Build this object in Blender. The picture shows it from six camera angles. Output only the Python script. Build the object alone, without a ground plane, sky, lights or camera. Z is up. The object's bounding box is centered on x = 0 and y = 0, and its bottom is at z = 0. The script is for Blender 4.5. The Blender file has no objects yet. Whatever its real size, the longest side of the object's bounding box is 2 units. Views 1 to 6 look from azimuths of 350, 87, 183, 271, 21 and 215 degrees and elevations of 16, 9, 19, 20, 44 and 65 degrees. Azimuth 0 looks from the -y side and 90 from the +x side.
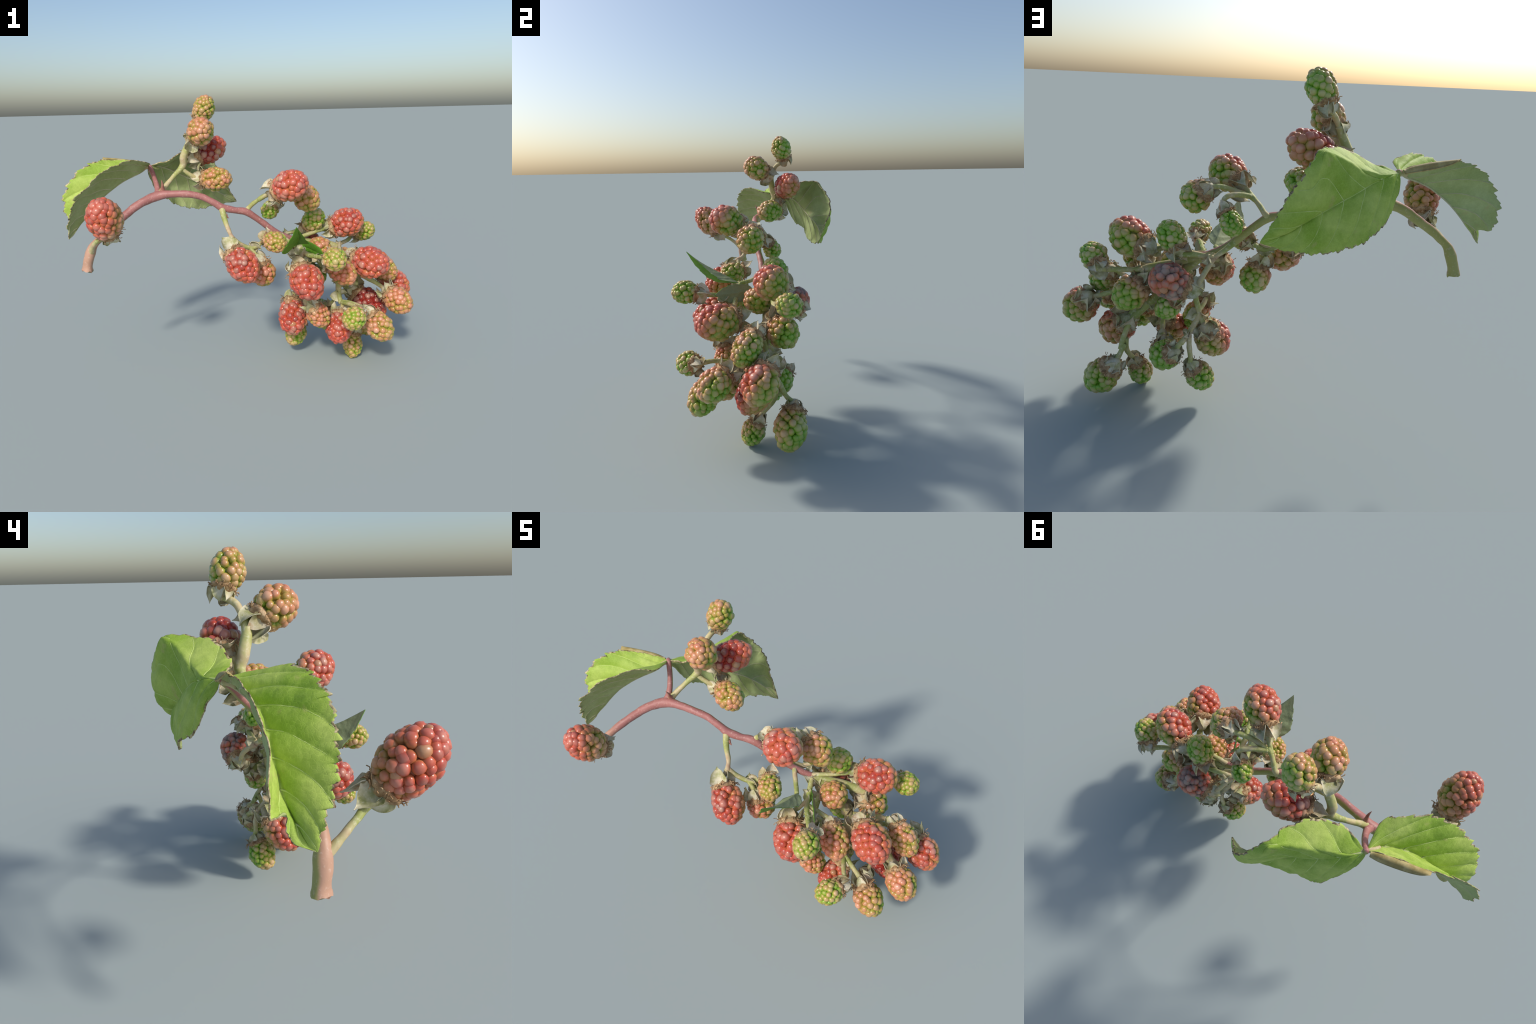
import bpy, math, random
from mathutils import Vector, Matrix, noise as mnoise, Quaternion

V = Vector
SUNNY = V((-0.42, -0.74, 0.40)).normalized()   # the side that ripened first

BERRIES = [
    # centre, axis (calyx to tip), half length, half width, ripeness on the sunny and on the shaded side
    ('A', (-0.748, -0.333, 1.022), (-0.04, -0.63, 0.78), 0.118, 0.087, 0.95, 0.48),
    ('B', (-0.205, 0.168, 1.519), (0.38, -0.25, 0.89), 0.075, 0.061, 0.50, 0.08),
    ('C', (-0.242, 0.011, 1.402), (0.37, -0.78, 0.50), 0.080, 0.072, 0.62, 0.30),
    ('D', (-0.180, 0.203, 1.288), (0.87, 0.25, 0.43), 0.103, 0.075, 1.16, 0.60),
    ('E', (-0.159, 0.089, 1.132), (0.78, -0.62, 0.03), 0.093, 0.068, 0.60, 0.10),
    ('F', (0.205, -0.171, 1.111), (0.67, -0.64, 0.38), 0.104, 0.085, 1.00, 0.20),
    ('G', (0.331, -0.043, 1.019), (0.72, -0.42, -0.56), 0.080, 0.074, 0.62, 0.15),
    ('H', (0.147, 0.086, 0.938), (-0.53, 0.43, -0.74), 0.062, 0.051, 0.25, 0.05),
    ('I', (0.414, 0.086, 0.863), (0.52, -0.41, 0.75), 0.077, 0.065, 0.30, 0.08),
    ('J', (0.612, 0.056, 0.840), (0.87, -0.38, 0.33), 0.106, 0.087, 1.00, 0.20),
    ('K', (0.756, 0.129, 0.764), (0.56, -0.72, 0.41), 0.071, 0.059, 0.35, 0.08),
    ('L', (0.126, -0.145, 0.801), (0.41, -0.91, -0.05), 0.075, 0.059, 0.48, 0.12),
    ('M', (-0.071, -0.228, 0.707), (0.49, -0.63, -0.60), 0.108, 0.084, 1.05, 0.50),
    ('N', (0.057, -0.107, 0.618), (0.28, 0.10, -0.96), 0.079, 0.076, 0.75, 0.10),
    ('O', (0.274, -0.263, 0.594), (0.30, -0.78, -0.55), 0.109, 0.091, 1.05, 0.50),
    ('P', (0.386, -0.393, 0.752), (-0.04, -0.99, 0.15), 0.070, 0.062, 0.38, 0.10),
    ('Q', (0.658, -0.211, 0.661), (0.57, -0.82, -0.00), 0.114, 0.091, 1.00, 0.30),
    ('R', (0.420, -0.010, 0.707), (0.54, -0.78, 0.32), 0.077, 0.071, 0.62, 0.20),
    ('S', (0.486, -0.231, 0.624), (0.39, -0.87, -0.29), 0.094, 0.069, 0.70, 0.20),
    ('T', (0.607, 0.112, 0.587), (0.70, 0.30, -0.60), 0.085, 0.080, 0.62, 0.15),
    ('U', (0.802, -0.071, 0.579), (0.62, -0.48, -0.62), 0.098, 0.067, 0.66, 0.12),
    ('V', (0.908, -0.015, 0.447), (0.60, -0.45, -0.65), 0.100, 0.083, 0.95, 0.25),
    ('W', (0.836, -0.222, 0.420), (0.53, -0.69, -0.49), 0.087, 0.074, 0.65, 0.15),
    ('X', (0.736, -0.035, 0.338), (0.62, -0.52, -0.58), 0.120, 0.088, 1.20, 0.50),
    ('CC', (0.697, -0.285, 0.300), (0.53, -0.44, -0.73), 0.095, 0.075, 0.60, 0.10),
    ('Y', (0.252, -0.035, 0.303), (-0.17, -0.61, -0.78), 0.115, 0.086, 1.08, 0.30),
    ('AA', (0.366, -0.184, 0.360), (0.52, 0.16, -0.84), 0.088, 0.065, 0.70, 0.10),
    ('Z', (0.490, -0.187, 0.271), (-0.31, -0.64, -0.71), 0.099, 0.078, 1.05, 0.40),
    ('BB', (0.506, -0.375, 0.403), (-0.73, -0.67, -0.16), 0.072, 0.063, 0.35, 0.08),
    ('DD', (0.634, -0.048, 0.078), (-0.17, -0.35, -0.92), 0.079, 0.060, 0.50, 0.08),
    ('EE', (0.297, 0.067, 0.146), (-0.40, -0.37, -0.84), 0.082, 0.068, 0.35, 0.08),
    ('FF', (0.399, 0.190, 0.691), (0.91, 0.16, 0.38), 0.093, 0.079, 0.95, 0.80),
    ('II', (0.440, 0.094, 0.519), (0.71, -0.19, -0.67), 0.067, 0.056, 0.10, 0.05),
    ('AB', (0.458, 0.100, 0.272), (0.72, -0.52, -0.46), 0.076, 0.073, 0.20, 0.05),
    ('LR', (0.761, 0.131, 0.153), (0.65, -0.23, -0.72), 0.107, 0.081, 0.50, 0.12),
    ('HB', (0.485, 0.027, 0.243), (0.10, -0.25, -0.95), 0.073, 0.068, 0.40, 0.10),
]

# ---------------------------------------------------------------- helpers
def new_obj(name, verts, faces, mats, parent=None, smooth=True, mat_index=None):
    me = bpy.data.meshes.new(name)
    me.from_pydata([tuple(v) for v in verts], [], faces)
    for m in mats:
        me.materials.append(m)
    if mat_index:
        me.polygons.foreach_set("material_index", mat_index)
    me.polygons.foreach_set("use_smooth", [smooth] * len(me.polygons))
    me.update()
    ob = bpy.data.objects.new(name, me)
    bpy.context.scene.collection.objects.link(ob)
    if parent is not None:
        ob.parent = parent
    return ob

def catmull(pts, n):
    """n+1 evenly spaced samples of a Catmull-Rom curve; works on tuples of any length"""
    P = [list(p) for p in pts]
    P = [[2 * a - b for a, b in zip(P[0], P[1])]] + P + [[2 * a - b for a, b in zip(P[-1], P[-2])]]
    dense = []
    seg = len(P) - 3
    for i in range(seg):
        p0, p1, p2, p3 = P[i:i + 4]
        m = 12
        for k in range(m + (i == seg - 1)):
            t = k / m
            dense.append([0.5 * (2 * b + (c - a) * t + (2 * a - 5 * b + 4 * c - d) * t * t + (3 * b - a - 3 * c + d) * t ** 3)
                          for a, b, c, d in zip(p0, p1, p2, p3)])
    acc = [0]
    for i in range(1, len(dense)):
        acc.append(acc[-1] + math.dist(dense[i][:3], dense[i - 1][:3]))
    out = []
    j = 0
    for k in range(n + 1):
        s = acc[-1] * k / n
        while j < len(acc) - 2 and acc[j + 1] < s:
            j += 1
        d = acc[j + 1] - acc[j]
        u = 0 if d < 1e-9 else min(1, max(0, (s - acc[j]) / d))
        out.append([a + (b - a) * u for a, b in zip(dense[j], dense[j + 1])])
    return out

def any_perp(t):
    h = V((0, 0, 1)) if abs(t.z) < 0.8 else V((1, 0, 0))
    return (h - t * h.dot(t)).normalized()

def tube(pts, n=24, sides=10, bump=0.0, freq=30.0, cap_flare=0.0):
    """pts: (x, y, z, radius); returns verts, faces of a closed sweep"""
    S = catmull(pts, n)
    verts, faces = [], []
    prev = None
    for i, s in enumerate(S):
        p = V(s[:3])
        a = V(S[max(0, i - 1)][:3]); b = V(S[min(n, i + 1)][:3])
        t = (b - a).normalized()
        if prev is None:
            prev = any_perp(t)
        prev = (prev - t * prev.dot(t)).normalized()
        bi = t.cross(prev)
        for k in range(sides):
            q = 2 * math.pi * k / sides
            d = prev * math.cos(q) + bi * math.sin(q)
            r = s[3]
            w = p + d * r
            if bump:
                w = w + d * (bump * mnoise.noise(w * freq))
            verts.append(w)
    for i in range(n):
        for k in range(sides):
            a = i * sides + k; b = i * sides + (k + 1) % sides
            faces.append((a, b, b + sides, a + sides))
    faces.append(tuple(range(sides - 1, -1, -1)))
    faces.append(tuple(n * sides + k for k in range(sides)))
    return verts, faces

def merge(parts):
    verts, faces, mi = [], [], []
    for p in parts:
        o = len(verts)
        verts += p[0]
        faces += [tuple(i + o for i in f) for f in p[1]]
        mi += (p[2] if len(p) > 2 else [0] * len(p[1]))
    return verts, faces, mi

def frame(z, spin=0.0):
    """rotation matrix whose local z is the given direction"""
    z = z.normalized(); x = any_perp(z); y = z.cross(x)
    m = Matrix((x, y, z)).transposed()
    return m @ Matrix.Rotation(spin, 3, 'Z')

# ---------------------------------------------------------------- materials
class G:
    """small helper for building node trees"""
    def __init__(self, name):
        self.mat = bpy.data.materials.new(name)
        self.mat.use_nodes = True
        self.t = self.mat.node_tree
        self.bsdf = self.t.nodes["Principled BSDF"]
        self.out = self.t.nodes["Material Output"]
    def n(self, kind, **kw):
        nd = self.t.nodes.new(kind)
        for k, v in kw.items():
            setattr(nd, k, v)
        return nd
    def set(self, sock, v):
        if isinstance(v, bpy.types.NodeSocket):
            self.t.links.new(v, sock)
        else:
            sock.default_value = v
    def math(self, op, a, b=0.0, clamp=False):
        nd = self.n("ShaderNodeMath", operation=op, use_clamp=clamp)
        self.set(nd.inputs[0], a); self.set(nd.inputs[1], b)
        return nd.outputs[0]
    def vmath(self, op, a, b=(0, 0, 0), out=0):
        nd = self.n("ShaderNodeVectorMath", operation=op)
        self.set(nd.inputs[0], a)
        if op == 'SCALE':
            self.set(nd.inputs[3], b)
        else:
            self.set(nd.inputs[1], b)
        return nd.outputs[out]
    def maprange(self, v, a, b, c=0.0, d=1.0):
        nd = self.n("ShaderNodeMapRange")
        nd.interpolation_type = 'SMOOTHSTEP'
        self.set(nd.inputs[0], v)
        for i, x in enumerate((a, b, c, d)):
            self.set(nd.inputs[i + 1], x)
        return nd.outputs[0]
    def ramp(self, v, stops):
        nd = self.n("ShaderNodeValToRGB")
        cr = nd.color_ramp
        while len(cr.elements) < len(stops):
            cr.elements.new(0.5)
        for e, (p, c) in zip(cr.elements, stops):
            e.position = p; e.color = (*c, 1)
        self.set(nd.inputs[0], v)
        return nd.outputs[0]
    def mix(self, f, a, b):
        nd = self.n("ShaderNodeMix", data_type='RGBA')
        self.set(nd.inputs[0], f)
        for i, c in ((6, a), (7, b)):
            self.set(nd.inputs[i], (*c, 1) if isinstance(c, tuple) and len(c) == 3 else c)
        return nd.outputs[2]
    def noise(self, vec, scale, detail=3.0, rough=0.5, col=False):
        nd = self.n("ShaderNodeTexNoise")
        self.set(nd.inputs["Vector"], vec)
        nd.inputs["Scale"].default_value = scale
        nd.inputs["Detail"].default_value = detail
        nd.inputs["Roughness"].default_value = rough
        return nd.outputs[1 if col else 0]
    def pos(self):
        return self.n("ShaderNodeNewGeometry").outputs["Position"]
    def bump(self, h, strength=0.3, dist=0.002):
        nd = self.n("ShaderNodeBump")
        nd.inputs["Strength"].default_value = strength
        nd.inputs["Distance"].default_value = dist
        self.set(nd.inputs["Height"], h)
        self.set(self.bsdf.inputs["Normal"], nd.outputs[0])
    def p(self, **kw):
        for k, v in kw.items():
            self.set(self.bsdf.inputs[k.replace("_", " ")], v)

RIPE = [(0.0, (0.20, 0.41, 0.035)), (0.18, (0.27, 0.38, 0.045)), (0.36, (0.42, 0.31, 0.07)), (0.52, (0.50, 0.23, 0.09)),
        (0.68, (0.55, 0.14, 0.065)), (0.84, (0.50, 0.075, 0.050)), (1.0, (0.23, 0.012, 0.013))]

def berry_material(key, c, a, L, W, front, back, withered=False):
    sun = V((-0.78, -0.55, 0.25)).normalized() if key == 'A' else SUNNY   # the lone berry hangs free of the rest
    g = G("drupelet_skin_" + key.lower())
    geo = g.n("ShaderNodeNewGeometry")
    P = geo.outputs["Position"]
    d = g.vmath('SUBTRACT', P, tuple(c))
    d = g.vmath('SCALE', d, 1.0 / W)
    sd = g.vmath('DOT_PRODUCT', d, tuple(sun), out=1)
    # radius with the long axis squeezed to a sphere: tells drupelet tips from gaps
    ad = g.vmath('DOT_PRODUCT', d, tuple(a), out=1)
    sq = g.vmath('SCALE', tuple(a), g.math('MULTIPLY', ad, -(1 - W / L)))
    rad = g.vmath('LENGTH', g.vmath('ADD', d, sq), out=1)
    tip = g.maprange(rad, 0.88, 1.03)
    crown = g.maprange(rad, 0.95, 1.09)
    isl = geo.outputs["Random Per Island"]
    obr = g.n("ShaderNodeObjectInfo").outputs["Random"]
    rnd = g.math('FRACT', g.math('ADD', isl, obr))
    lo = g.noise(P, 9.0, 2.0)
    hi = g.noise(P, 70.0, 3.0)
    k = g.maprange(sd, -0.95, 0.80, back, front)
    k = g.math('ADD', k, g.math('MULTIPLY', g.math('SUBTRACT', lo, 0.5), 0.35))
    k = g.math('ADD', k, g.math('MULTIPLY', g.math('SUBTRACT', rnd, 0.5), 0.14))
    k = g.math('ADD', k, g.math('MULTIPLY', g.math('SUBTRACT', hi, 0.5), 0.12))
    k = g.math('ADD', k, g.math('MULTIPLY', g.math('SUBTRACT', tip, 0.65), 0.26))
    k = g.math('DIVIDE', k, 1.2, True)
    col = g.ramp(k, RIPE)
    if withered:
        col = g.mix(g.maprange(g.noise(P, 18.0, 4.0, 0.6), 0.42, 0.62), col, (0.25, 0.18, 0.15))
    # broad pinkish-white highlight painted into the colour of the crowns, brownish specks
    col = g.mix(g.math('MULTIPLY', crown, g.maprange(rnd, 0.0, 1.0, 0.28, 0.46)), col, (0.84, 0.58, 0.43))
    col = g.mix(g.maprange(rnd, 0.98, 0.985, 0.0, 0.5), col, (0.52, 0.36, 0.17))
    col = g.mix(g.math('MULTIPLY', g.maprange(g.noise(P, 45.0, 5.0, 0.6), 0.62, 0.74), 0.45), col, (0.36, 0.2, 0.08))
    g.p(Base_Color=col, Roughness=0.27 if not withered else 0.6)
    g.bsdf.inputs["Specular IOR Level"].default_value = 0.5
    g.bsdf.inputs["Subsurface Weight"].default_value = 0.12
    g.bsdf.inputs["Subsurface Radius"].default_value = (0.02, 0.01, 0.004)
    g.bsdf.inputs["Subsurface Scale"].default_value = 0.5
    g.bump(hi, 0.12, 0.003)
    return g.mat

def stem_material():
    g = G("stem_bark")
    geo = g.n("ShaderNodeNewGeometry")
    P = geo.outputs["Position"]
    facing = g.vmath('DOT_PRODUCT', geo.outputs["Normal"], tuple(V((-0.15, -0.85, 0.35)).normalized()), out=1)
    n1 = g.noise(P, 14.0, 4.0)
    n2 = g.noise(P, 90.0, 4.0)
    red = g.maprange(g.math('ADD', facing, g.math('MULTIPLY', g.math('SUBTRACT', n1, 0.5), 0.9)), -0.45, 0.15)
    xs = g.n("ShaderNodeSeparateXYZ"); g.set(xs.inputs[0], P)
    rosy = g.mix(n1, (0.29, 0.10, 0.09), (0.47, 0.205, 0.185))
    # cut end and tip of the cane are paler
    rosy = g.mix(g.maprange(xs.outputs[0], -0.72, -0.86), rosy, (0.50, 0.29, 0.20))
    green = g.mix(n1, (0.30, 0.30, 0.07), (0.42, 0.40, 0.14))
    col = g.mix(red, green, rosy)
    col = g.mix(g.math('MULTIPLY', g.maprange(n2, 0.55, 0.75), 0.45), col, (0.66, 0.5, 0.42))
    g.p(Base_Color=col, Roughness=0.5)
    g.bump(n2, 0.25, 0.003)
    return g.mat

def pedicel_material():
    g = G("pedicel_skin")
    geo = g.n("ShaderNodeNewGeometry")
    P = geo.outputs["Position"]
    n1 = g.noise(P, 11.0, 4.0)
    n2 = g.noise(P, 80.0, 4.0)
    col = g.ramp(n1, [(0.28, (0.25, 0.31, 0.07)), (0.48, (0.38, 0.40, 0.13)), (0.62, (0.55, 0.46, 0.25)), (0.75, (0.46, 0.29, 0.19))])
    col = g.mix(g.math('MULTIPLY', g.maprange(n2, 0.5, 0.72), 0.4), col, (0.72, 0.68, 0.52))
    g.p(Base_Color=col, Roughness=0.6)
    g.bump(n2, 0.3, 0.003)
    return g.mat

def sepal_material():
    g = G("sepal_felt")
    P = g.pos()
    n1 = g.noise(P, 22.0, 4.0)
    n2 = g.noise(P, 120.0, 4.0, 0.6)
    col = g.ramp(n1, [(0.3, (0.36, 0.37, 0.14)), (0.46, (0.60, 0.57, 0.35)), (0.58, (0.76, 0.71, 0.54)), (0.70, (0.55, 0.39, 0.22))])
    rnd = g.n("ShaderNodeObjectInfo").outputs["Random"]
    col = g.mix(g.maprange(rnd, 0.55, 1.0, 0.0, 0.55), col, (0.50, 0.35, 0.19))
    col = g.mix(g.math('MULTIPLY', g.maprange(n2, 0.5, 0.7), 0.35), col, (0.82, 0.80, 0.70))
    g.p(Base_Color=col, Roughness=0.85)
    g.bump(n2, 0.35, 0.003)
    tr = g.n("ShaderNodeBsdfTranslucent"); g.set(tr.inputs[0], col)
    mx = g.n("ShaderNodeMixShader"); mx.inputs[0].default_value = 0.18
    g.t.links.new(g.bsdf.outputs[0], mx.inputs[1]); g.t.links.new(tr.outputs[0], mx.inputs[2])
    g.t.links.new(mx.outputs[0], g.out.inputs[0])
    return g.mat

def fuzz_material():
    g = G("dry_stamen")
    P = g.pos()
    n1 = g.noise(P, 40.0, 5.0, 0.65)
    col = g.ramp(n1, [(0.3, (0.20, 0.10, 0.045)), (0.5, (0.42, 0.26, 0.13)), (0.68, (0.66, 0.48, 0.29))])
    g.p(Base_Color=col, Roughness=0.9)
    g.bump(g.noise(P, 160.0, 4.0), 0.6, 0.004)
    return g.mat

def leaf_material(name, lo, hi, spot, transl, vein_scale=95.0):
    g = G(name)
    P = g.pos()
    n1 = g.noise(P, 7.0, 3.0)
    n2 = g.noise(P, 45.0, 4.0)
    vor = g.n("ShaderNodeTexVoronoi", feature='DISTANCE_TO_EDGE')
    g.set(vor.inputs["Vector"], P); vor.inputs["Scale"].default_value = vein_scale
    net = g.maprange(vor.outputs["Distance"], 0.0, 0.12, 1.0, 0.0)
    col = g.mix(g.maprange(n1, 0.3, 0.7), lo, hi)
    col = g.mix(g.math('MULTIPLY', net, 0.12), col, tuple(min(1, x * 1.5 + 0.03) for x in hi))
    col = g.mix(g.math('MULTIPLY', g.maprange(n2, 0.35, 0.75), 0.25), col, tuple(x * 0.72 for x in lo))
    col = g.mix(g.math('MULTIPLY', g.maprange(g.noise(P, 13.0, 5.0, 0.6), 0.62, 0.74), 0.5), col, spot)
    g.p(Base_Color=col, Roughness=0.62)
    g.bsdf.inputs['Specular IOR Level'].default_value = 0.3
    h = g.math('SUBTRACT', n2, g.math('MULTIPLY', net, 0.3))
    g.bump(h, 0.30, 0.003)
    tr = g.n("ShaderNodeBsdfTranslucent"); g.set(tr.inputs[0], col)
    mx = g.n("ShaderNodeMixShader"); mx.inputs[0].default_value = transl
    g.t.links.new(g.bsdf.outputs[0], mx.inputs[1]); g.t.links.new(tr.outputs[0], mx.inputs[2])
    g.t.links.new(mx.outputs[0], g.out.inputs[0])
    return g.mat

def plain(name, a, b, scale, rough=0.7):
    g = G(name)
    P = g.pos()
    n1 = g.noise(P, scale, 4.0, 0.6)
    g.p(Base_Color=g.mix(g.maprange(n1, 0.35, 0.65), a, b), Roughness=rough)
    g.bump(n1, 0.3, 0.003)
    return g.mat

M_STEM = stem_material()
M_PED = pedicel_material()
M_SEPAL = sepal_material()
M_FUZZ = fuzz_material()
M_UP = leaf_material("leaf_upper_side", (0.32, 0.50, 0.055), (0.55, 0.68, 0.16), (0.56, 0.50, 0.20), 0.18)
M_DN = leaf_material("leaf_felted_underside", (0.36, 0.43, 0.15), (0.46, 0.53, 0.25), (0.44, 0.38, 0.18), 0.14, 90.0)
M_SMALL = leaf_material("young_leaf_upper_side", (0.10, 0.26, 0.02), (0.16, 0.36, 0.03), (0.2, 0.3, 0.06), 0.12, 80.0)
M_SMALLDN = leaf_material("young_leaf_underside", (0.26, 0.33, 0.17), (0.36, 0.42, 0.24), (0.3, 0.3, 0.16), 0.1, 80.0)
M_RIM = plain("leaf_dry_margin", (0.10, 0.065, 0.03), (0.55, 0.48, 0.26), 60.0)
M_VEIN = plain("leaf_vein_skin", (0.46, 0.60, 0.14), (0.56, 0.66, 0.22), 30.0)
M_VEINDN = plain("leaf_vein_underside_skin", (0.42, 0.42, 0.22), (0.52, 0.50, 0.30), 30.0)
M_FOLD = plain("leaf_scorched_fold", (0.34, 0.25, 0.08), (0.52, 0.42, 0.18), 24.0)
M_CORE = plain("receptacle_skin", (0.20, 0.16, 0.05), (0.30, 0.26, 0.08), 30.0)
M_THORN = plain("thorn_skin", (0.30, 0.12, 0.09), (0.50, 0.24, 0.19), 40.0)

# ---------------------------------------------------------------- the thing
root = bpy.data.objects.new("bramble_branch", None)
bpy.context.scene.collection.objects.link(root)
root["label"] = "arching bramble branch with ripening red and green blackberries"
root["category"] = "fruit branch"

# ---------------------------------------------------------------- stems
def add_tube(name, pts, mat, n=24, sides=10, bump=0.0015, freq=35.0):
    v, f = tube(pts, n, sides, bump, freq)
    return new_obj(name, v, f, [mat], root)

MAIN = [(-.890, -.088, .702, .0285), (-.883, -.089, .735, .0255), (-.864, -.092, .795, .0275), (-.838, -.093, .842, .0205), (-.797, -.083, .880, .0195),
        (-.745, -.058, .922, .0205), (-.684, -.022, .965, .021), (-.601, .005, 1.022, .0225), (-.503, .029, 1.060, .026),
        (-.413, .018, 1.070, .0205), (-.316, .002, 1.066, .0195), (-.247, .000, 1.046, .0185), (-.186, -.006, 1.012, .019),
        (-.144, -.008, .985, .021), (-.073, -.004, .965, .0185), (-.005, .004, .949, .021), (.062, .012, .901, .0175),
        (.123, .025, .850, .019), (.162, .026, .820, .018), (.225, .035, .785, .017), (.292, .042, .758, .017)]
# the cut face keeps a hard rim
cane = add_tube("stem", MAIN, M_STEM, 190, 18, .0024, 28.0)
for e in cane.data.edges:
    if max(e.vertices) < 18:
        e.use_edge_sharp = True
for v in cane.data.vertices:                      # torn cut end with a knobbly foot
    k = max(0.0, min(1.0, (.80 - v.co.z) / .10)) if v.co.x < -.8 else 0.0
    if k > 0:
        f = mnoise.noise(v.co * 22)
        v.co += V((f * .006 * k, mnoise.noise(v.co * 22 + V((5, 0, 0))) * .006 * k, 0))
        if v.co.z < .712:
            v.co.z += .020 * mnoise.noise(V((v.co.x * 60, v.co.y * 60, 3)))
            v.co += (v.co - V((-.889, -.088, v.co.z))) * .06
# sun-starved continuation inside the cluster
add_tube("stem", [(.280, .040, .762, .017), (.345, .050, .715, .020), (.410, .046, .650, .021), (.470, .036, .585, .022), (.519, .027, .532, .021), (.560, .024, .490, .018)], M_PED, 40, 14, .0025, 30)

ANCH = {k: V(c) - V(a).normalized() * L * 0.90 for k, c, a, L, W, f0, f1 in BERRIES}
AXIS = {k: V(a).normalized() for k, c, a, L, W, f0, f1 in BERRIES}
HALF = {k: (L, W) for k, c, a, L, W, f0, f1 in BERRIES}

def ped(key, *pts, r=0.0125):
    """pedicel from branch points to the calyx of one berry"""
    W = HALF[key][1]
    e = ANCH[key]; a = AXIS[key]
    P = [(*p[:3], p[3] if len(p) > 3 else r) for p in pts]
    q = e - a * (0.35 * W)
    P.append((*q, r * 1.15))
    P.append((*(e + a * 0.1 * W), r * 2.4))
    add_tube("pedicel", P, M_PED, 8 * len(P), 10, .002, 40.0)

def branch(*pts, r=0.015, mat=None):
    P = [(*p[:3], p[3] if len(p) > 3 else r) for p in pts]
    add_tube("side_shoot", P, mat or M_PED, 8 * len(P), 10, .002, 35.0)

# upper side shoot with four berries
branch((-.475, .040, 1.070, .022), (-.455, .058, 1.100, .015), (-.400, .100, 1.155, .0125), (-.344, .132, 1.208, .019), (-.336, .118, 1.262, .021),
       (-.305, .108, 1.330, .019), (-.285, .120, 1.375, .016))
ped('E', (-.350, .130, 1.195), (-.300, .140, 1.155))
ped('D', (-.338, .128, 1.225), (-.320, .150, 1.235))
ped('C', (-.305, .110, 1.325), (-.295, .098, 1.345))
ped('B', (-.290, .115, 1.368), (-.262, .145, 1.415))
# lone berry at the cut end
ped('A', (-.860, -.096, .795, .018), (-.836, -.150, .850, .012), (-.790, -.205, .895, .0125), r=.013)
# hanging shoot on the left of the cluster
branch((-.148, -.010, .985, .019), (-.140, -.046, .932, .016), (-.120, -.078, .863, .0115), (-.108, -.125, .832, .013))
ped('M', (-.112, -.110, .838), (-.120, -.140, .812))
branch((-.112, -.115, .838, .012), (-.060, -.108, .790, .013), (.000, -.098, .765, .013), (.050, -.090, .778, .012))
ped('L', (.010, -.098, .765), (.055, -.088, .785))
ped('N', (-.010, -.098, .765), (.015, -.108, .735))
# shoot rising to the big red berry
branch((-.010, .006, .949, .017), (.012, .012, .975, .014), (.047, -.020, 1.012, .012), (.085, -.040, 1.040, .014))
ped('F', (.060, -.030, 1.022), (.100, -.070, 1.055))
ped('G', (.070, -.032, 1.032), (.150, -.030, 1.058), (.210, -.015, 1.075))
ped('H', (.080, -.030, 1.036), (.140, .010, 1.050), (.185, .040, 1.035))
# upper back shoot
branch((.135, .030, .838, .015), (.185, .065, .800, .012), (.235, .090, .768, .012))
ped('I', (.225, .088, .772), (.290, .110, .790))
ped('FF', (.225, .090, .770), (.255, .150, .720))
# right arm
ped('J', (.285, .042, .765), (.370, .052, .785), (.450, .070, .800))
branch((.300, .048, .750, .014), (.420, .070, .730, .018), (.520, .080, .700, .024), (.560, .082, .685, .022))
ped('K', (.550, .085, .697), (.640, .130, .705))
ped('T', (.540, .082, .695), (.565, .070, .660))
ped('R', (.330, .045, .730), (.350, .055, .700))
# young shoot carrying the small leaves and two berries
branch((.195, .030, .802, .013), (.228, -.045, .772, .012), (.252, -.105, .762, .012))
branch((.290, .035, .755, .013), (.300, -.050, .725, .014), (.315, -.140, .712, .014), (.345, -.220, .720, .012))
ped('P', (.335, -.200, .718), (.362, -.265, .728))
ped('O', (.305, -.090, .716, .012), (.270, -.130, .690))
ped('S', (.312, -.120, .714, .012), (.380, -.130, .690))
# lower arms
branch((.505, .015, .555, .020), (.560, -.040, .590, .020), (.590, -.080, .630, .016))
ped('Q', (.575, -.060, .610), (.588, -.095, .645))
branch((.500, .020, .560, .020), (.590, .005, .580, .021), (.680, -.005, .620, .016))
ped('U', (.640, .000, .605), (.700, -.015, .632))
ped('W', (.600, .000, .570, .017), (.690, -.080, .530, .016), (.750, -.125, .495))
ped('V', (.600, .005, .580), (.740, .020, .540), (.810, .030, .520))
ped('II', (.440, .045, .620), (.410, .085, .600))
branch((.525, .027, .530, .020), (.560, .024, .492, .020), (.598, .022, .452, .019), (.636, .050, .412, .015), (.660, .085, .345, .013), (.670, .112, .290, .012))
ped('X', (.590, .022, .462, .018), (.620, .010, .455, .022))
branch((.540, .020, .515, .018), (.600, -.020, .500, .020), (.655, -.050, .480, .013))
ped('LR', (.655, .095, .310), (.670, .125, .270))
ped('DD', (.650, .085, .335), (.660, .060, .260), (.660, .010, .200))
branch((.495, .020, .565, .016), (.508, -.050, .540, .016), (.513, -.095, .515, .018), (.517, -.095, .445, .016), (.525, -.120, .392, .0145))
ped('HB', (.517, -.090, .440, .015), (.505, -.040, .380), (.495, .010, .340))
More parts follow.
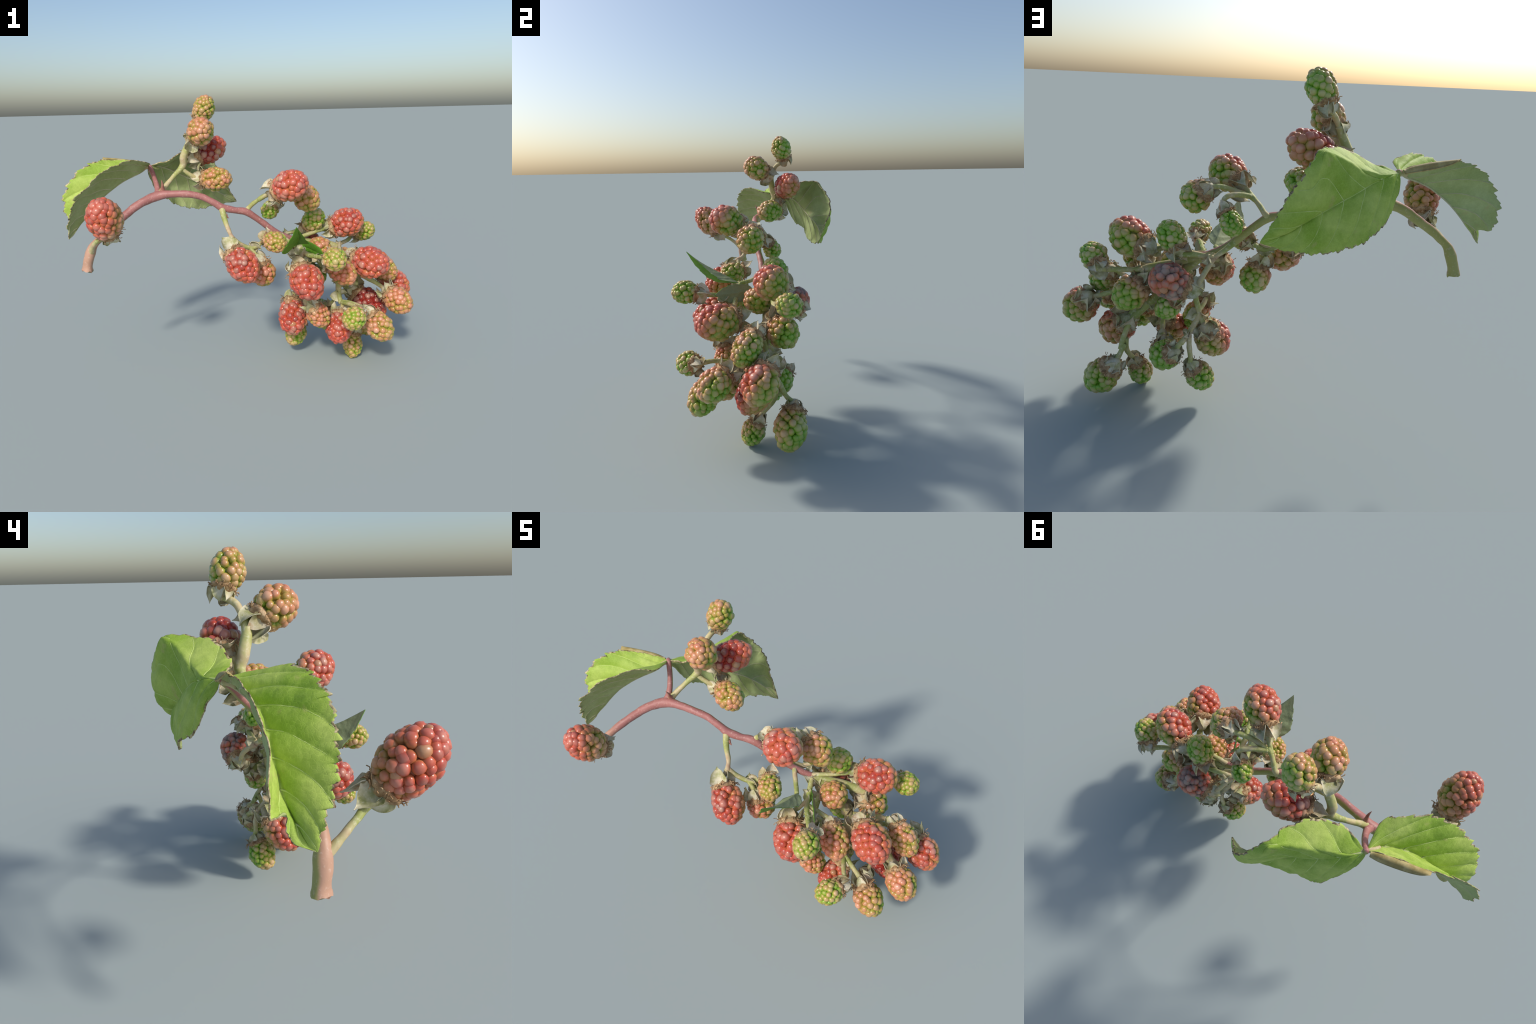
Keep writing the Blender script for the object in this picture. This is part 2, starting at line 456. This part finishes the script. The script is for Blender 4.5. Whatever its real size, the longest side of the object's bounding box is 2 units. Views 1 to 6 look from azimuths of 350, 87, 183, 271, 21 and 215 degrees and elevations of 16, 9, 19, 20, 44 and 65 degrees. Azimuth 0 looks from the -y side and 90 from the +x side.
ped('Z', (.528, -.138, .400), (.525, -.130, .370))
ped('CC', (.525, -.132, .410), (.580, -.190, .410))
ped('BB', (.525, -.135, .405), (.545, -.230, .425), (.565, -.290, .425))
branch((.350, .048, .705, .014), (.330, .035, .620, .015), (.322, .030, .540, .014), (.308, .034, .460, .014), (.345, .080, .385, .014), (.375, .120, .345, .013))
ped('Y', (.310, .034, .465), (.290, .034, .430))
ped('AA', (.312, .030, .475), (.305, -.060, .475), (.310, -.140, .465))
ped('AB', (.360, .105, .365), (.385, .130, .340))
ped('EE', (.345, .085, .385), (.340, .100, .320), (.335, .100, .265))
# leaf stalk and prickle
add_tube("petiole", [(-.497, .035, 1.062, .024), (-.491, .066, 1.092, .0165), (-.502, .116, 1.140, .0135), (-.518, .156, 1.188, .0135), (-.532, .182, 1.212, .014), (-.538, .190, 1.218, .010)], M_STEM, 36, 12)
add_tube("petiole", [(-.530, .178, 1.206, .012), (-.548, .165, 1.206, .011), (-.570, .135, 1.196, .009)], M_PED, 14, 10)
add_tube("petiole", [(-.532, .180, 1.208, .012), (-.510, .195, 1.204, .010), (-.480, .215, 1.192, .008)], M_PED, 14, 10)
add_tube("thorn", [(-.465, .038, 1.080, .017), (-.464, .030, 1.105, .010), (-.463, .018, 1.130, .006), (-.468, .006, 1.152, .0008)], M_THORN, 20, 10, .0005)
add_tube("thorn", [(-.130, -.030, .950, .010), (-.122, -.034, .935, .006), (-.112, -.038, .928, .0008)], M_THORN, 10, 8, .0003)

# ---------------------------------------------------------------- leaves
def interp(ctrl, t):
    """ctrl: list of (t, x, y, z), Catmull-Rom through them"""
    n = len(ctrl)
    i = 0
    while i < n - 2 and ctrl[i + 1][0] <= t:
        i += 1
    a, b = ctrl[i], ctrl[i + 1]
    u = (t - a[0]) / (b[0] - a[0])
    p1, p2 = V(a[1:]), V(b[1:])
    dt = b[0] - a[0]
    m1 = (p2 - V(ctrl[i - 1][1:])) * (dt / (b[0] - ctrl[i - 1][0])) if i > 0 else (p2 - p1)
    m2 = (V(ctrl[i + 2][1:]) - p1) * (dt / (ctrl[i + 2][0] - a[0])) if i + 2 < n else (p2 - p1)
    h = u * u * (3 - 2 * u)
    return p1 * (2 * u ** 3 - 3 * u * u + 1) + m1 * (u ** 3 - 2 * u * u + u) + p2 * (-2 * u ** 3 + 3 * u * u) + m2 * (u ** 3 - u * u)

def tooth(t, count, seed):
    """double serration profile, 0..1"""
    x = t * count
    big = 1 - abs(2 * (x % 1.0) - 1.25) if (x % 1.0) > .25 else (x % 1.0) * 3
    big = max(0, min(1, (x % 1.0) ** 1.3 if (x % 1.0) < .86 else (1 - (x % 1.0)) / .14))
    y = t * count * 2.6 + seed
    f = y % 1.0
    small = f if f < .8 else (1 - f) * 4
    return 0.65 * big + 0.35 * small

def leaf(name, mid, left, right, up, mats, bulge=(0.02, 0.02), teeth=(12, 12), depth=0.023, nv=7, na=240, nc=28, thick=.0035, quilt=.0065, veins=True, seed=0, ridge=None):
    m_up, m_dn, m_rim = mats
    up = V(up)
    rows, norms = [], []
    for i in range(na + 1):
        t = min(1, max(0, i / na))
        p = interp(mid, t)
        row = []
        for side, ctrl in ((-1, left), (1, right)):
            q = interp(ctrl, t)
            d = q - p
            w = d.length
            tang = (interp(mid, min(1, t + .01)) - interp(mid, max(0, t - .01))).normalized()
            nrm = (tang.cross(d) if side > 0 else d.cross(tang))
            nrm = nrm.normalized() if nrm.length > 1e-9 else up.normalized()
            if nrm.dot(up) < 0:
                nrm = -nrm
            tt = tooth(t, teeth[0 if side < 0 else 1], seed + side)
            fade = min(1, t / .12) * min(1, (1 - t) / .04) * min(1, w / .05)
            ext = (tt - .45) * depth * fade
            rp = None
            if ridge and side < 0:
                end = ridge[-1][0]
                rp = interp(ridge, min(t, end))
                if t > end:
                    k = min(1, (t - end) / .16); k = k * k * (3 - 2 * k)
                    off_ = rp - (interp(mid, end).lerp(interp(ctrl, end), .5))
                    rp = p.lerp(q, .5) + off_ * (1 - k)
            pts = []
            for j in range(nc + 1):
                s = j / nc
                b = bulge[0 if side < 0 else 1] * min(1, w / .12)
                if rp is not None:
                    b *= max(0.0, min(1.0, (t - .36) / .16))
                if rp is None:
                    pt = p + d * s
                else:                      # blade creased along a second fold between midrib and margin
                    u = max(-1.0, min(1.0, (s - .5) / .12))
                    w1 = s / .5; w2 = (s - .5) / .5
                    a1 = p.lerp(rp, w1); a2 = rp.lerp(q, w2)
                    f = .5 + .5 * u
                    pt = a1.lerp(a2, f * f * (3 - 2 * f))
                pt = pt + nrm * (b * 4 * s * (1 - s))
                if w > 1e-6:
                    pt = pt + d.normalized() * (ext * s ** 5)
                    pt = pt + tang * (ext * 0.55 * s ** 5)
                ph = (t - .20 * s - .05 * s * s) * nv
                q_ = abs(math.sin(math.pi * ph)) ** .55
                mm = min(1, s / .06)
                env = min(1, w / .08) * min(1, t / .08) * min(1, (1 - t) / .08)
                h = quilt * (q_ * mm - 1) * env
                h += .0016 * env * q_ * abs(math.sin(math.pi * (s * 15 + t * 4))) ** .7
                h += .0045 * env * mnoise.noise(pt * 17 + V((seed, 0, 0))) * s
                h += .0012 * env * mnoise.noise(pt * 70)
                h += .006 * s ** 3 * env * mnoise.noise(V((t * 11, side * 3.3 + seed, 0)))
                pts.append((pt + nrm * h, nrm))
            row.append(pts)
        full = list(reversed(row[0][1:])) + row[1]
        rows.append([x[0] for x in full])
    ncol = 2 * nc + 1
    # surface normals by differences
    def nrm_at(i, j):
        a = rows[min(na, i + 1)][j] - rows[max(0, i - 1)][j]
        b = rows[i][min(ncol - 1, j + 1)] - rows[i][max(0, j - 1)]
        n = b.cross(a)
        return n
    N = [[nrm_at(i, j) for j in range(ncol)] for i in range(na + 1)]
    tot = V((0, 0, 0))
    for r in N:
        for n in r:
            tot += n
    sgn = 1 if tot.dot(up) > 0 else -1
    verts = []
    for i in range(na + 1):
        for j in range(ncol):
            n = N[i][j]
            n = n.normalized() * sgn if n.length > 1e-12 else up.normalized()
            N[i][j] = n
            verts.append(rows[i][j] + n * thick * .5)
    for i in range(na + 1):
        for j in range(ncol):
            verts.append(rows[i][j] - N[i][j] * thick * .5)
    off = (na + 1) * ncol
    faces, mi = [], []
    rnd = random.Random(seed + 5)
    dryL = [mnoise.noise(V((i * .13, seed, 0))) for i in range(na)]
    dryR = [mnoise.noise(V((i * .13, seed + 9, 0))) for i in range(na)]
    for i in range(na):
        for j in range(ncol - 1):
            a, b, c, d = i * ncol + j, i * ncol + j + 1, (i + 1) * ncol + j + 1, (i + 1) * ncol + j
            faces.append((a, b, c, d) if sgn > 0 else (d, c, b, a))
            edge = (j == 0 and dryL[i] > -.08) or (j == ncol - 2 and dryR[i] > -.08)
            mi.append(2 if edge else 0)
            faces.append((a + off, d + off, c + off, b + off) if sgn > 0 else (b + off, c + off, d + off, a + off))
            mi.append(1)
    for i in range(na):
        for j in (0, ncol - 1):
            a, d = i * ncol + j, (i + 1) * ncol + j
            q = (a, d, d + off, a + off)
            faces.append(q if (j == 0) == (sgn > 0) else q[::-1]); mi.append(2)
    ob = new_obj(name, verts, faces, [m_up, m_dn, m_rim], root, True, mi)
    if veins:
        up_parts, dn_parts = [], []
        def ridge(path, r0, r1):
            for sg, lst, lift in ((1, up_parts, .0002), (-1, dn_parts, .0006)):
                P = []
                for k, (i, jf) in enumerate(path):
                    j = min(ncol - 2, max(0, int(jf))); u = jf - j
                    p = rows[i][j].lerp(rows[i][j + 1], u); n = N[i][j]
                    rr = r0 + (r1 - r0) * k / (len(path) - 1)
                    rr *= 1.0 if sg > 0 else 1.25
                    P.append((*(p + n * sg * (thick * .5 + lift - rr * .55)), rr))
                lst.append(tube(P, len(P) * 2, 6))
        ridge([(i, nc) for i in range(2, na - 1, 4)], .0044, .0016)
        for k in range(nv):
            for side in (-1, 1):
                t0 = (k + .02) / nv
                path = []
                for q in range(13):
                    s = q / 12 * .97
                    t = t0 + .20 * s + .05 * s * s
                    if t > .985:
                        break
                    path.append((int(round(t * na)), nc + side * s * nc))
                if len(path) > 3:
                    ridge(path, .0026, .0010)
        v, f, m = merge(up_parts)
        o = new_obj("leaf_vein", v, f, [M_VEIN], ob)
        v, f, m = merge(dn_parts)
        o = new_obj("leaf_vein", v, f, [M_VEINDN], ob)
    return ob

BASE1 = (-.534, .185, 1.212)
lf1 = leaf("leaf",
     [(0, *BASE1), (.135, -.574, .124, 1.188), (.306, -.660, .072, 1.154), (.438, -.731, .050, 1.110), (.57, -.795, .038, 1.059), (.783, -.888, .006, .964), (.938, -.951, -.040, .890), (1, -.967, -.065, .872)],
     [(0, *BASE1), (.03, -.523, .060, 1.236), (.12, -.586, .000, 1.262), (.22, -.660, -.063, 1.258), (.33, -.724, -.092, 1.234), (.43, -.785, -.112, 1.204), (.55, -.853, -.122, 1.134), (.63, -.901, -.119, 1.101), (.75, -.932, -.111, 1.032), (.87, -.960, -.087, .956), (1, -.967, -.065, .872)],
     [(0, *BASE1), (.05, -.576, .169, 1.236), (.15, -.650, .155, 1.252), (.25, -.732, .141, 1.262), (.33, -.790, .125, 1.260), (.42, -.858, .095, 1.240), (.50, -.924, .070, 1.193), (.58, -.970, .047, 1.130), (.65, -.995, .048, 1.072), (.71, -.993, .050, 1.020), (.78, -.985, .050, .968), (.85, -.930, .010, .958), (.935, -.947, .002, .894), (1, -.967, -.065, .872)],
     (-.6, -.1, .75), (M_UP, M_DN, M_RIM), bulge=(.012, -.005), seed=1)
BASE2 = (-.532, .186, 1.210)
lf2 = leaf("leaf",
     [(0, *BASE2), (.091, -.494, .232, 1.208), (.161, -.460, .260, 1.196), (.237, -.421, .287, 1.180), (.309, -.384, .307, 1.159), (.377, -.347, .323, 1.138), (.443, -.310, .336, 1.118), (.508, -.275, .350, 1.098), (.575, -.238, .365, 1.078), (.654, -.197, .385, 1.055), (.761, -.140, .403, 1.020), (.883, -.070, .406, .980), (1, -.008, .376, .949)],
     [(0, *BASE2), (.06, -.475, .165, 1.228), (.15, -.402, .157, 1.250), (.28, -.302, .214, 1.298), (.38, -.246, .300, 1.309), (.46, -.211, .383, 1.311), (.55, -.172, .430, 1.257), (.65, -.130, .463, 1.192), (.76, -.094, .460, 1.122), (.87, -.062, .426, 1.052), (1, -.008, .376, .949)],
     [(0, *BASE2), (.03, -.537, .195, 1.178), (.07, -.528, .228, 1.135), (.13, -.512, .249, 1.085), (.21, -.487, .280, 1.030), (.27, -.461, .309, 1.007), (.33, -.435, .337, .991), (.41, -.400, .342, .960), (.49, -.350, .350, .940), (.57, -.306, .358, .926), (.70, -.224, .376, .915), (.80, -.161, .393, .9245), (.88, -.110, .405, .932), (1, -.008, .376, .949)],
     (0, .8, .6), (M_UP, M_DN, M_RIM), bulge=(.032, .012), thick=.006, depth=.014, seed=4,
     ridge=[(0, *BASE2), (.09, -.474, .234, 1.211), (.2, -.400, .272, 1.224), (.3, -.330, .321, 1.259), (.4, -.262, .367, 1.291), (.46, -.228, .381, 1.304)])
# dry fold along the edge of the first leaf
def strip(name, A, B, n, mats, thick, parent, bow):
    a = catmull(A, n); b = catmull(B, n)
    top, m = [], 6
    for i in range(n + 1):
        p, q = V(a[i]), V(b[i])
        for j in range(m + 1):
            s = j / m
            top.append(p.lerp(q, s) + V(bow) * (4 * s * (1 - s)) * math.sin(math.pi * min(1, max(0.02, i / n))) ** .4)
    bot = [v - V((0.1, .5, .85)) * thick for v in top]
    verts = top + bot
    o = len(top); faces = []
    for i in range(n):
        for j in range(m):
            k = i * (m + 1) + j
            faces.append((k, k + 1, k + m + 2, k + m + 1)); faces.append((k + o, k + m + 1 + o, k + m + 2 + o, k + 1 + o))
        for j in (0, m):
            k = i * (m + 1) + j; faces.append((k, k + m + 1, k + m + 1 + o, k + o))
    for i in (0, n):
        for j in range(m):
            k = i * (m + 1) + j; faces.append((k, k + 1, k + 1 + o, k + o))
    return new_obj(name, verts, faces, mats, parent)
strip("leaf_fold", [(-.550, .178, 1.225), (-.600, .166, 1.243), (-.665, .153, 1.256), (-.735, .141, 1.264), (-.775, .132, 1.263)],
      [(-.555, .196, 1.212), (-.600, .196, 1.222), (-.680, .183, 1.238), (-.740, .168, 1.256), (-.775, .150, 1.275)], 24, [M_FOLD], .005, lf1, (0, .004, .010))

leaf("young_leaf",
     [(0, .257, -.107, .766), (.25, .250, -.165, .800), (.55, .236, -.255, .846), (.8, .208, -.335, .890), (1, .179, -.401, .937)],
     [(0, .257, -.107, .766), (.12, .205, -.150, .755), (.35, .158, -.242, .756), (.52, .129, -.292, .778), (.78, .148, -.350, .845), (1, .179, -.401, .937)],
     [(0, .257, -.107, .766), (.12, .286, -.140, .778), (.35, .300, -.205, .796), (.58, .266, -.268, .832), (.78, .225, -.330, .882), (1, .179, -.401, .937)],
     (0, -.7, -.7), (M_SMALL, M_SMALLDN, M_SMALL), bulge=(.004, .004), teeth=(7, 7), depth=.008, nv=5, na=70, nc=14, quilt=.002, thick=.003, veins=False, seed=7)
leaf("young_leaf",
     [(0, .305, -.030, .735), (.3, .335, -.080, .735), (.6, .360, -.150, .730), (1, .380, -.235, .732)],
     [(0, .305, -.030, .735), (.2, .310, -.050, .762), (.5, .335, -.120, .778), (.8, .362, -.190, .765), (1, .380, -.235, .732)],
     [(0, .305, -.030, .735), (.2, .325, -.055, .700), (.5, .360, -.120, .680), (.8, .375, -.190, .695), (1, .380, -.235, .732)],
     (-.6, -.7, .3), (M_SMALL, M_SMALLDN, M_SMALL), bulge=(.006, .006), teeth=(7, 7), depth=.008, nv=5, na=60, nc=12, quilt=.002, thick=.003, veins=False, seed=9)

# ---------------------------------------------------------------- berries
def ico(sub=2):
    import bmesh
    bm = bmesh.new()
    bmesh.ops.create_icosphere(bm, subdivisions=sub, radius=1.0)
    v = [x.co.copy() for x in bm.verts]
    f = [tuple(w.index for w in y.verts) for y in bm.faces]
    bm.free()
    return v, f

ICO = ico(2)
def drupelet_shape(rng):
    """unit drupelet, local z points outward; the buried end is left off"""
    off = V((rng.uniform(-9, 9), rng.uniform(-9, 9), 0))
    co = []
    for p in ICO[0]:
        q = p * (1 + .13 * mnoise.noise(p * 1.4 + off))
        q = V((q.x, q.y, q.z * (1.0 if q.z > 0 else 1.2)))
        q.z -= .10 * max(0, p.z) ** 6
        co.append(q)
    fs = [f for f in ICO[1] if max(co[i].z for i in f) > -.55]
    used = sorted({i for f in fs for i in f}); mp = {o: n for n, o in enumerate(used)}
    return [co[i] for i in used], [tuple(mp[i] for i in f) for f in fs]

_r = random.Random(11)
SHAPES = [drupelet_shape(_r) for _ in range(6)]
SHARED = []
for s in SHAPES:
    me = bpy.data.meshes.new("drupelet")
    me.from_pydata([tuple(v) for v in s[0]], [], s[1])
    me.polygons.foreach_set("use_smooth", [True] * len(me.polygons))
    me.materials.append(M_CORE)
    SHARED.append(me)

def sepal_shape(seed, bend, cup):
    """unit-long pointed sepal along +x with its outer (felted) face to -z, bending towards -z"""
    nl, nw = 14, 6
    top, bot = [], []
    for i in range(nl + 1):
        t = i / nl
        w = .60 * min(1, .70 + 1.9 * t) * (1 - t) ** .75 + .012
        if t > .6:
            w = .012 + (w - .012) * ((1 - t) / .4) ** .9
        ang = bend * t
        cx = math.sin(ang) / bend if abs(bend) > 1e-3 else t
        cz = -(1 - math.cos(ang)) / bend if abs(bend) > 1e-3 else 0
        for j in range(nw + 1):
            s = 2 * j / nw - 1
            z = cup * s * s * w + .03 * mnoise.noise(V((t * 3, s * 2, seed * 3.1)))
            nx, nz = math.sin(ang), math.cos(ang)
            p = V((cx + nx * z, s * w, cz + nz * z))
            top.append(p); bot.append(p - V((nx, 0, nz)) * (.045 * (1 - .5 * t)))
    o = len(top); m = nw + 1
    faces = []
    for i in range(nl):
        for j in range(nw):
            k = i * m + j
            faces.append((k, k + m, k + m + 1, k + 1)); faces.append((k + o, k + 1 + o, k + m + 1 + o, k + m + o))
        for j in (0, nw):
            k = i * m + j
            q = (k, k + o, k + m + o, k + m); faces.append(q if j else q[::-1])
    for i in (0, nl):
        for j in range(nw):
            k = i * m + j; faces.append((k, k + 1, k + 1 + o, k + o))
    return top + bot, faces

SEPALS = []
for i, (b, c) in enumerate([(.9, .5), (1.3, .35), (-.5, .6), (1.8, .3), (.5, .8)]):
    v, f = sepal_shape(i, b, c)
    me = bpy.data.meshes.new("sepal")
    me.from_pydata([tuple(x) for x in v], [], f)
    me.polygons.foreach_set("use_smooth", [True] * len(me.polygons))
    me.materials.append(M_SEPAL)
    SEPALS.append(me)

def egg(u, L, W):
    """radius and height for polar position u in 0..pi measured from the tip"""
    z = math.cos(u); r = math.sin(u)
    r *= 1 - .10 * max(0, z) + .02 * max(0, -z)
    return r * W, z * L

PER_BERRY_NAMED = 8

def build_berry(key, c, a, L, W, front, back, seed):
    rng = random.Random(seed)
    c = V(c); a = V(a).normalized()
    R = frame(a, rng.uniform(0, 6.28))
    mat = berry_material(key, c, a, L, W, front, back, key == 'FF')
    dia = .172 * 2 * W + .0055
    dia *= {'D': 1.12, 'A': .94}.get(key, 1.0)
    Ld, Wd = L - dia * .47, W - dia * .47
    # core
    ver, fac = [], []
    nr, ns = 14, 18
    for i in range(nr + 1):
        r, z = egg(math.pi * i / nr, Ld * .90, Wd * .90)
        for k in range(ns):
            q = 2 * math.pi * k / ns
            ver.append(V((r * math.cos(q), r * math.sin(q), z)))
    for i in range(nr):
        for k in range(ns):
            A0 = i * ns + k; B0 = i * ns + (k + 1) % ns
            fac.append((A0, A0 + ns, B0 + ns, B0))
    ob = new_obj("berry", ver, fac, [mat], root)
    ob.location = c
    ob.rotation_mode = 'QUATERNION'
    ob.rotation_quaternion = R.to_quaternion()
    # drupelets on a loosened spiral
    area = 4 * math.pi * ((2 * (Ld * Wd) ** 1.6 + (Wd * Wd) ** 1.6) / 3) ** (1 / 1.6)
    n = int(area / (dia * dia * .68))
    pts = []
    for i in range(n):
        zz = 1 - 2 * (i + .5) / n
        u = math.acos(zz)
        th = 2.399963 * i + rng.uniform(-.16, .16)
        u += rng.uniform(-.07, .07)
        pts.append([u, th, rng.uniform(.80, 1.15)])
    def xyz(u, th):
        r, z = egg(u, Ld, Wd)
        return V((r * math.cos(th), r * math.sin(th), z))
    cut = math.radians(153)
    cand = []
    for u, th, sc in pts:
        if u > cut:
            continue
        p = xyz(u, th)
        nn = V((p.x / (Wd * Wd), p.y / (Wd * Wd), p.z / (Ld * Ld))).normalized()
        cand.append((p, nn, dia * .62 * sc))
    # the ones facing up and outward of the cluster, and largest, become objects of their own
    def score(e):
        w = R @ e[1]
        return e[2] / dia + .5 * w.dot(V((-.1, -.7, .6)))
    order = sorted(range(len(cand)), key=lambda i: -score(cand[i]))
    named = set(order[:PER_BERRY_NAMED + (1 if seed % 2 else 0)])
    parts = []
    for i, (p, nn, r) in enumerate(cand):
        k = rng.randrange(6)
        rot = frame(nn, rng.uniform(0, 6.28))
        sx, sy, sz = r * rng.uniform(.93, 1.07), r * rng.uniform(.93, 1.07), r * rng.uniform(.95, 1.15)
        if i in named:
            d = bpy.data.objects.new("drupelet", SHARED[k])
            bpy.context.scene.collection.objects.link(d)
            d.parent = ob
            d.location = p
            d.rotation_mode = 'QUATERNION'
            d.rotation_quaternion = rot.to_quaternion()
            d.scale = (sx, sy, sz)
            d.material_slots[0].link = 'OBJECT'
            d.material_slots[0].material = mat
        else:
            parts.append(([p + rot @ V((v.x * sx, v.y * sy, v.z * sz)) for v in SHAPES[k][0]], SHAPES[k][1]))
    v, f, m = merge(parts)
    cl = new_obj("drupelets", v, f, [mat], ob)
    cl["kind"] = "stuff"
    # calyx: receptacle disc, matted stamens, reflexed sepals
    zb = -L * .90
    parts = []
    ver, fac = [], []
    ns = 28
    prof = [(.30, zb - .26 * W), (.50, zb - .15 * W), (.66, zb + .00 * W), (.73, zb + .11 * W), (.68, zb + .22 * W), (.45, zb + .26 * W)]
    for i, (r, z) in enumerate(prof):
        for k in range(ns):
            q = 2 * math.pi * k / ns
            x = V((r * W * math.cos(q), r * W * math.sin(q), z))
            x += x.normalized() * ((.17 * W) * mnoise.noise(x * 55 + V((seed, 0, 0))))
            ver.append(x)
    for i in range(len(prof) - 1):
        for k in range(ns):
            A0 = i * ns + k; B0 = i * ns + (k + 1) % ns
            fac.append((A0, B0, B0 + ns, A0 + ns))
    fac.append(tuple(range(ns - 1, -1, -1)))
    parts.append((ver, fac))
    for k in range(70):
        q = rng.uniform(0, 6.283)
        rr = rng.uniform(.5, .80) * W
        p0 = V((rr * math.cos(q), rr * math.sin(q), zb + rng.uniform(-.1, .15) * W))
        o = V((math.cos(q + rng.uniform(-.5, .5)), math.sin(q + rng.uniform(-.5, .5)), rng.uniform(-.5, .9))).normalized()
        ln = rng.uniform(.10, .19) * W
        p1 = p0 + o * ln * .5 + V((0, 0, rng.uniform(-.05, .08) * W))
        p2 = p0 + o * ln + V((rng.uniform(-.08, .08), rng.uniform(-.08, .08), rng.uniform(-.05, .16))) * W
        rad = rng.uniform(.0012, .0020)
        parts.append(tube([(*p0, rad), (*p1, rad), (*p2, rad * 1.2)], 4, 4))
    v, f, m = merge(parts)
    cx = new_obj("stamen_ring", v, f, [M_FUZZ], ob)
    cx["kind"] = "stuff"
    # felted cup joining the stalk to the sepals
    ver, fac = [], []
    ns = 24
    cup = [(.17, zb - .60 * W), (.23, zb - .46 * W), (.34, zb - .32 * W), (.46, zb - .18 * W), (.50, zb - .08 * W), (.40, zb - .02 * W)]
    for i, (r, z) in enumerate(cup):
        for k in range(ns):
            q = 2 * math.pi * k / ns
            lob = 1 + .16 * math.cos(5 * q) * i / 5
            x = V((r * lob * W * math.cos(q), r * lob * W * math.sin(q), z))
            ver.append(x + V((x.x, x.y, 0)).normalized() * (.07 * W * mnoise.noise(x * 45 + V((0, seed, 0)))))
    for i in range(len(cup) - 1):
        for k in range(ns):
            A0 = i * ns + k; B0 = i * ns + (k + 1) % ns
            fac.append((A0, B0, B0 + ns, A0 + ns))
    fac.append(tuple(range(ns - 1, -1, -1)))
    new_obj("calyx", ver, fac, [M_SEPAL], ob)
    phase = rng.uniform(0, 6.28)
    for s in range(5):
        q = phase + s * 1.2566 + rng.uniform(-.2, .2)
        back_ = rng.uniform(.75, 1.42)
        dirv = V((math.cos(q) * math.cos(back_), math.sin(q) * math.cos(back_), -math.sin(back_)))
        side = V((-math.sin(q), math.cos(q), 0))
        nz = dirv.cross(side)
        ln = rng.uniform(.65, 1.0) * (.032 + .48 * W) * ({'LR': .72, 'AB': .8, 'EE': .85}.get(key, 1.3 if key in ('A', 'C', 'D', 'E', 'F', 'M', 'P', 'Q', 'X') else 1.05))
        org = V((math.cos(q) * .40 * W, math.sin(q) * .40 * W, zb - .10 * W))
        mrot = Matrix((dirv, side, nz)).transposed().to_4x4()
        e = bpy.data.objects.new("sepal", SEPALS[rng.randrange(len(SEPALS))])
        bpy.context.scene.collection.objects.link(e)
        e.parent = ob
        e.matrix_local = Matrix.Translation(org) @ mrot @ Matrix.Diagonal((ln, ln * rng.uniform(.85, 1.1), ln, 1))
    return ob

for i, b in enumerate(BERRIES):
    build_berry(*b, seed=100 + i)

# small felted bracts at the forks inside the cluster
rb = random.Random(77)
FORKS = [(.500, .020, .555), (.560, .020, .495), (.600, .010, .475), (.640, -.030, .490), (.590, .005, .580), (.420, .050, .640), (.470, .035, .590),
         (.555, .075, .685), (.520, .070, .640), (.328, .035, .620), (.310, .034, .470), (.345, .075, .390), (.518, -.100, .440),
         (.300, -.060, .722), (.335, -.200, .718), (.235, .090, .768), (.300, .045, .752), (.000, -.098, .765)]
for p in FORKS:
    for k in range(3):
        d = V((rb.uniform(-1, 1), rb.uniform(-1, 1), rb.uniform(-.8, .8))).normalized()
        s = any_perp(d); n_ = d.cross(s)
        m = Matrix((d, s, n_)).transposed() @ Matrix.Rotation(rb.uniform(0, 6.28), 3, 'X')
        ln = rb.uniform(.050, .078)
        e = bpy.data.objects.new("bract", SEPALS[rb.randrange(len(SEPALS))])
        bpy.context.scene.collection.objects.link(e)
        e.parent = root
        e.matrix_local = Matrix.Translation(V(p)) @ m.to_4x4() @ Matrix.Diagonal((ln, ln * rb.uniform(.8, 1.1), ln, 1))
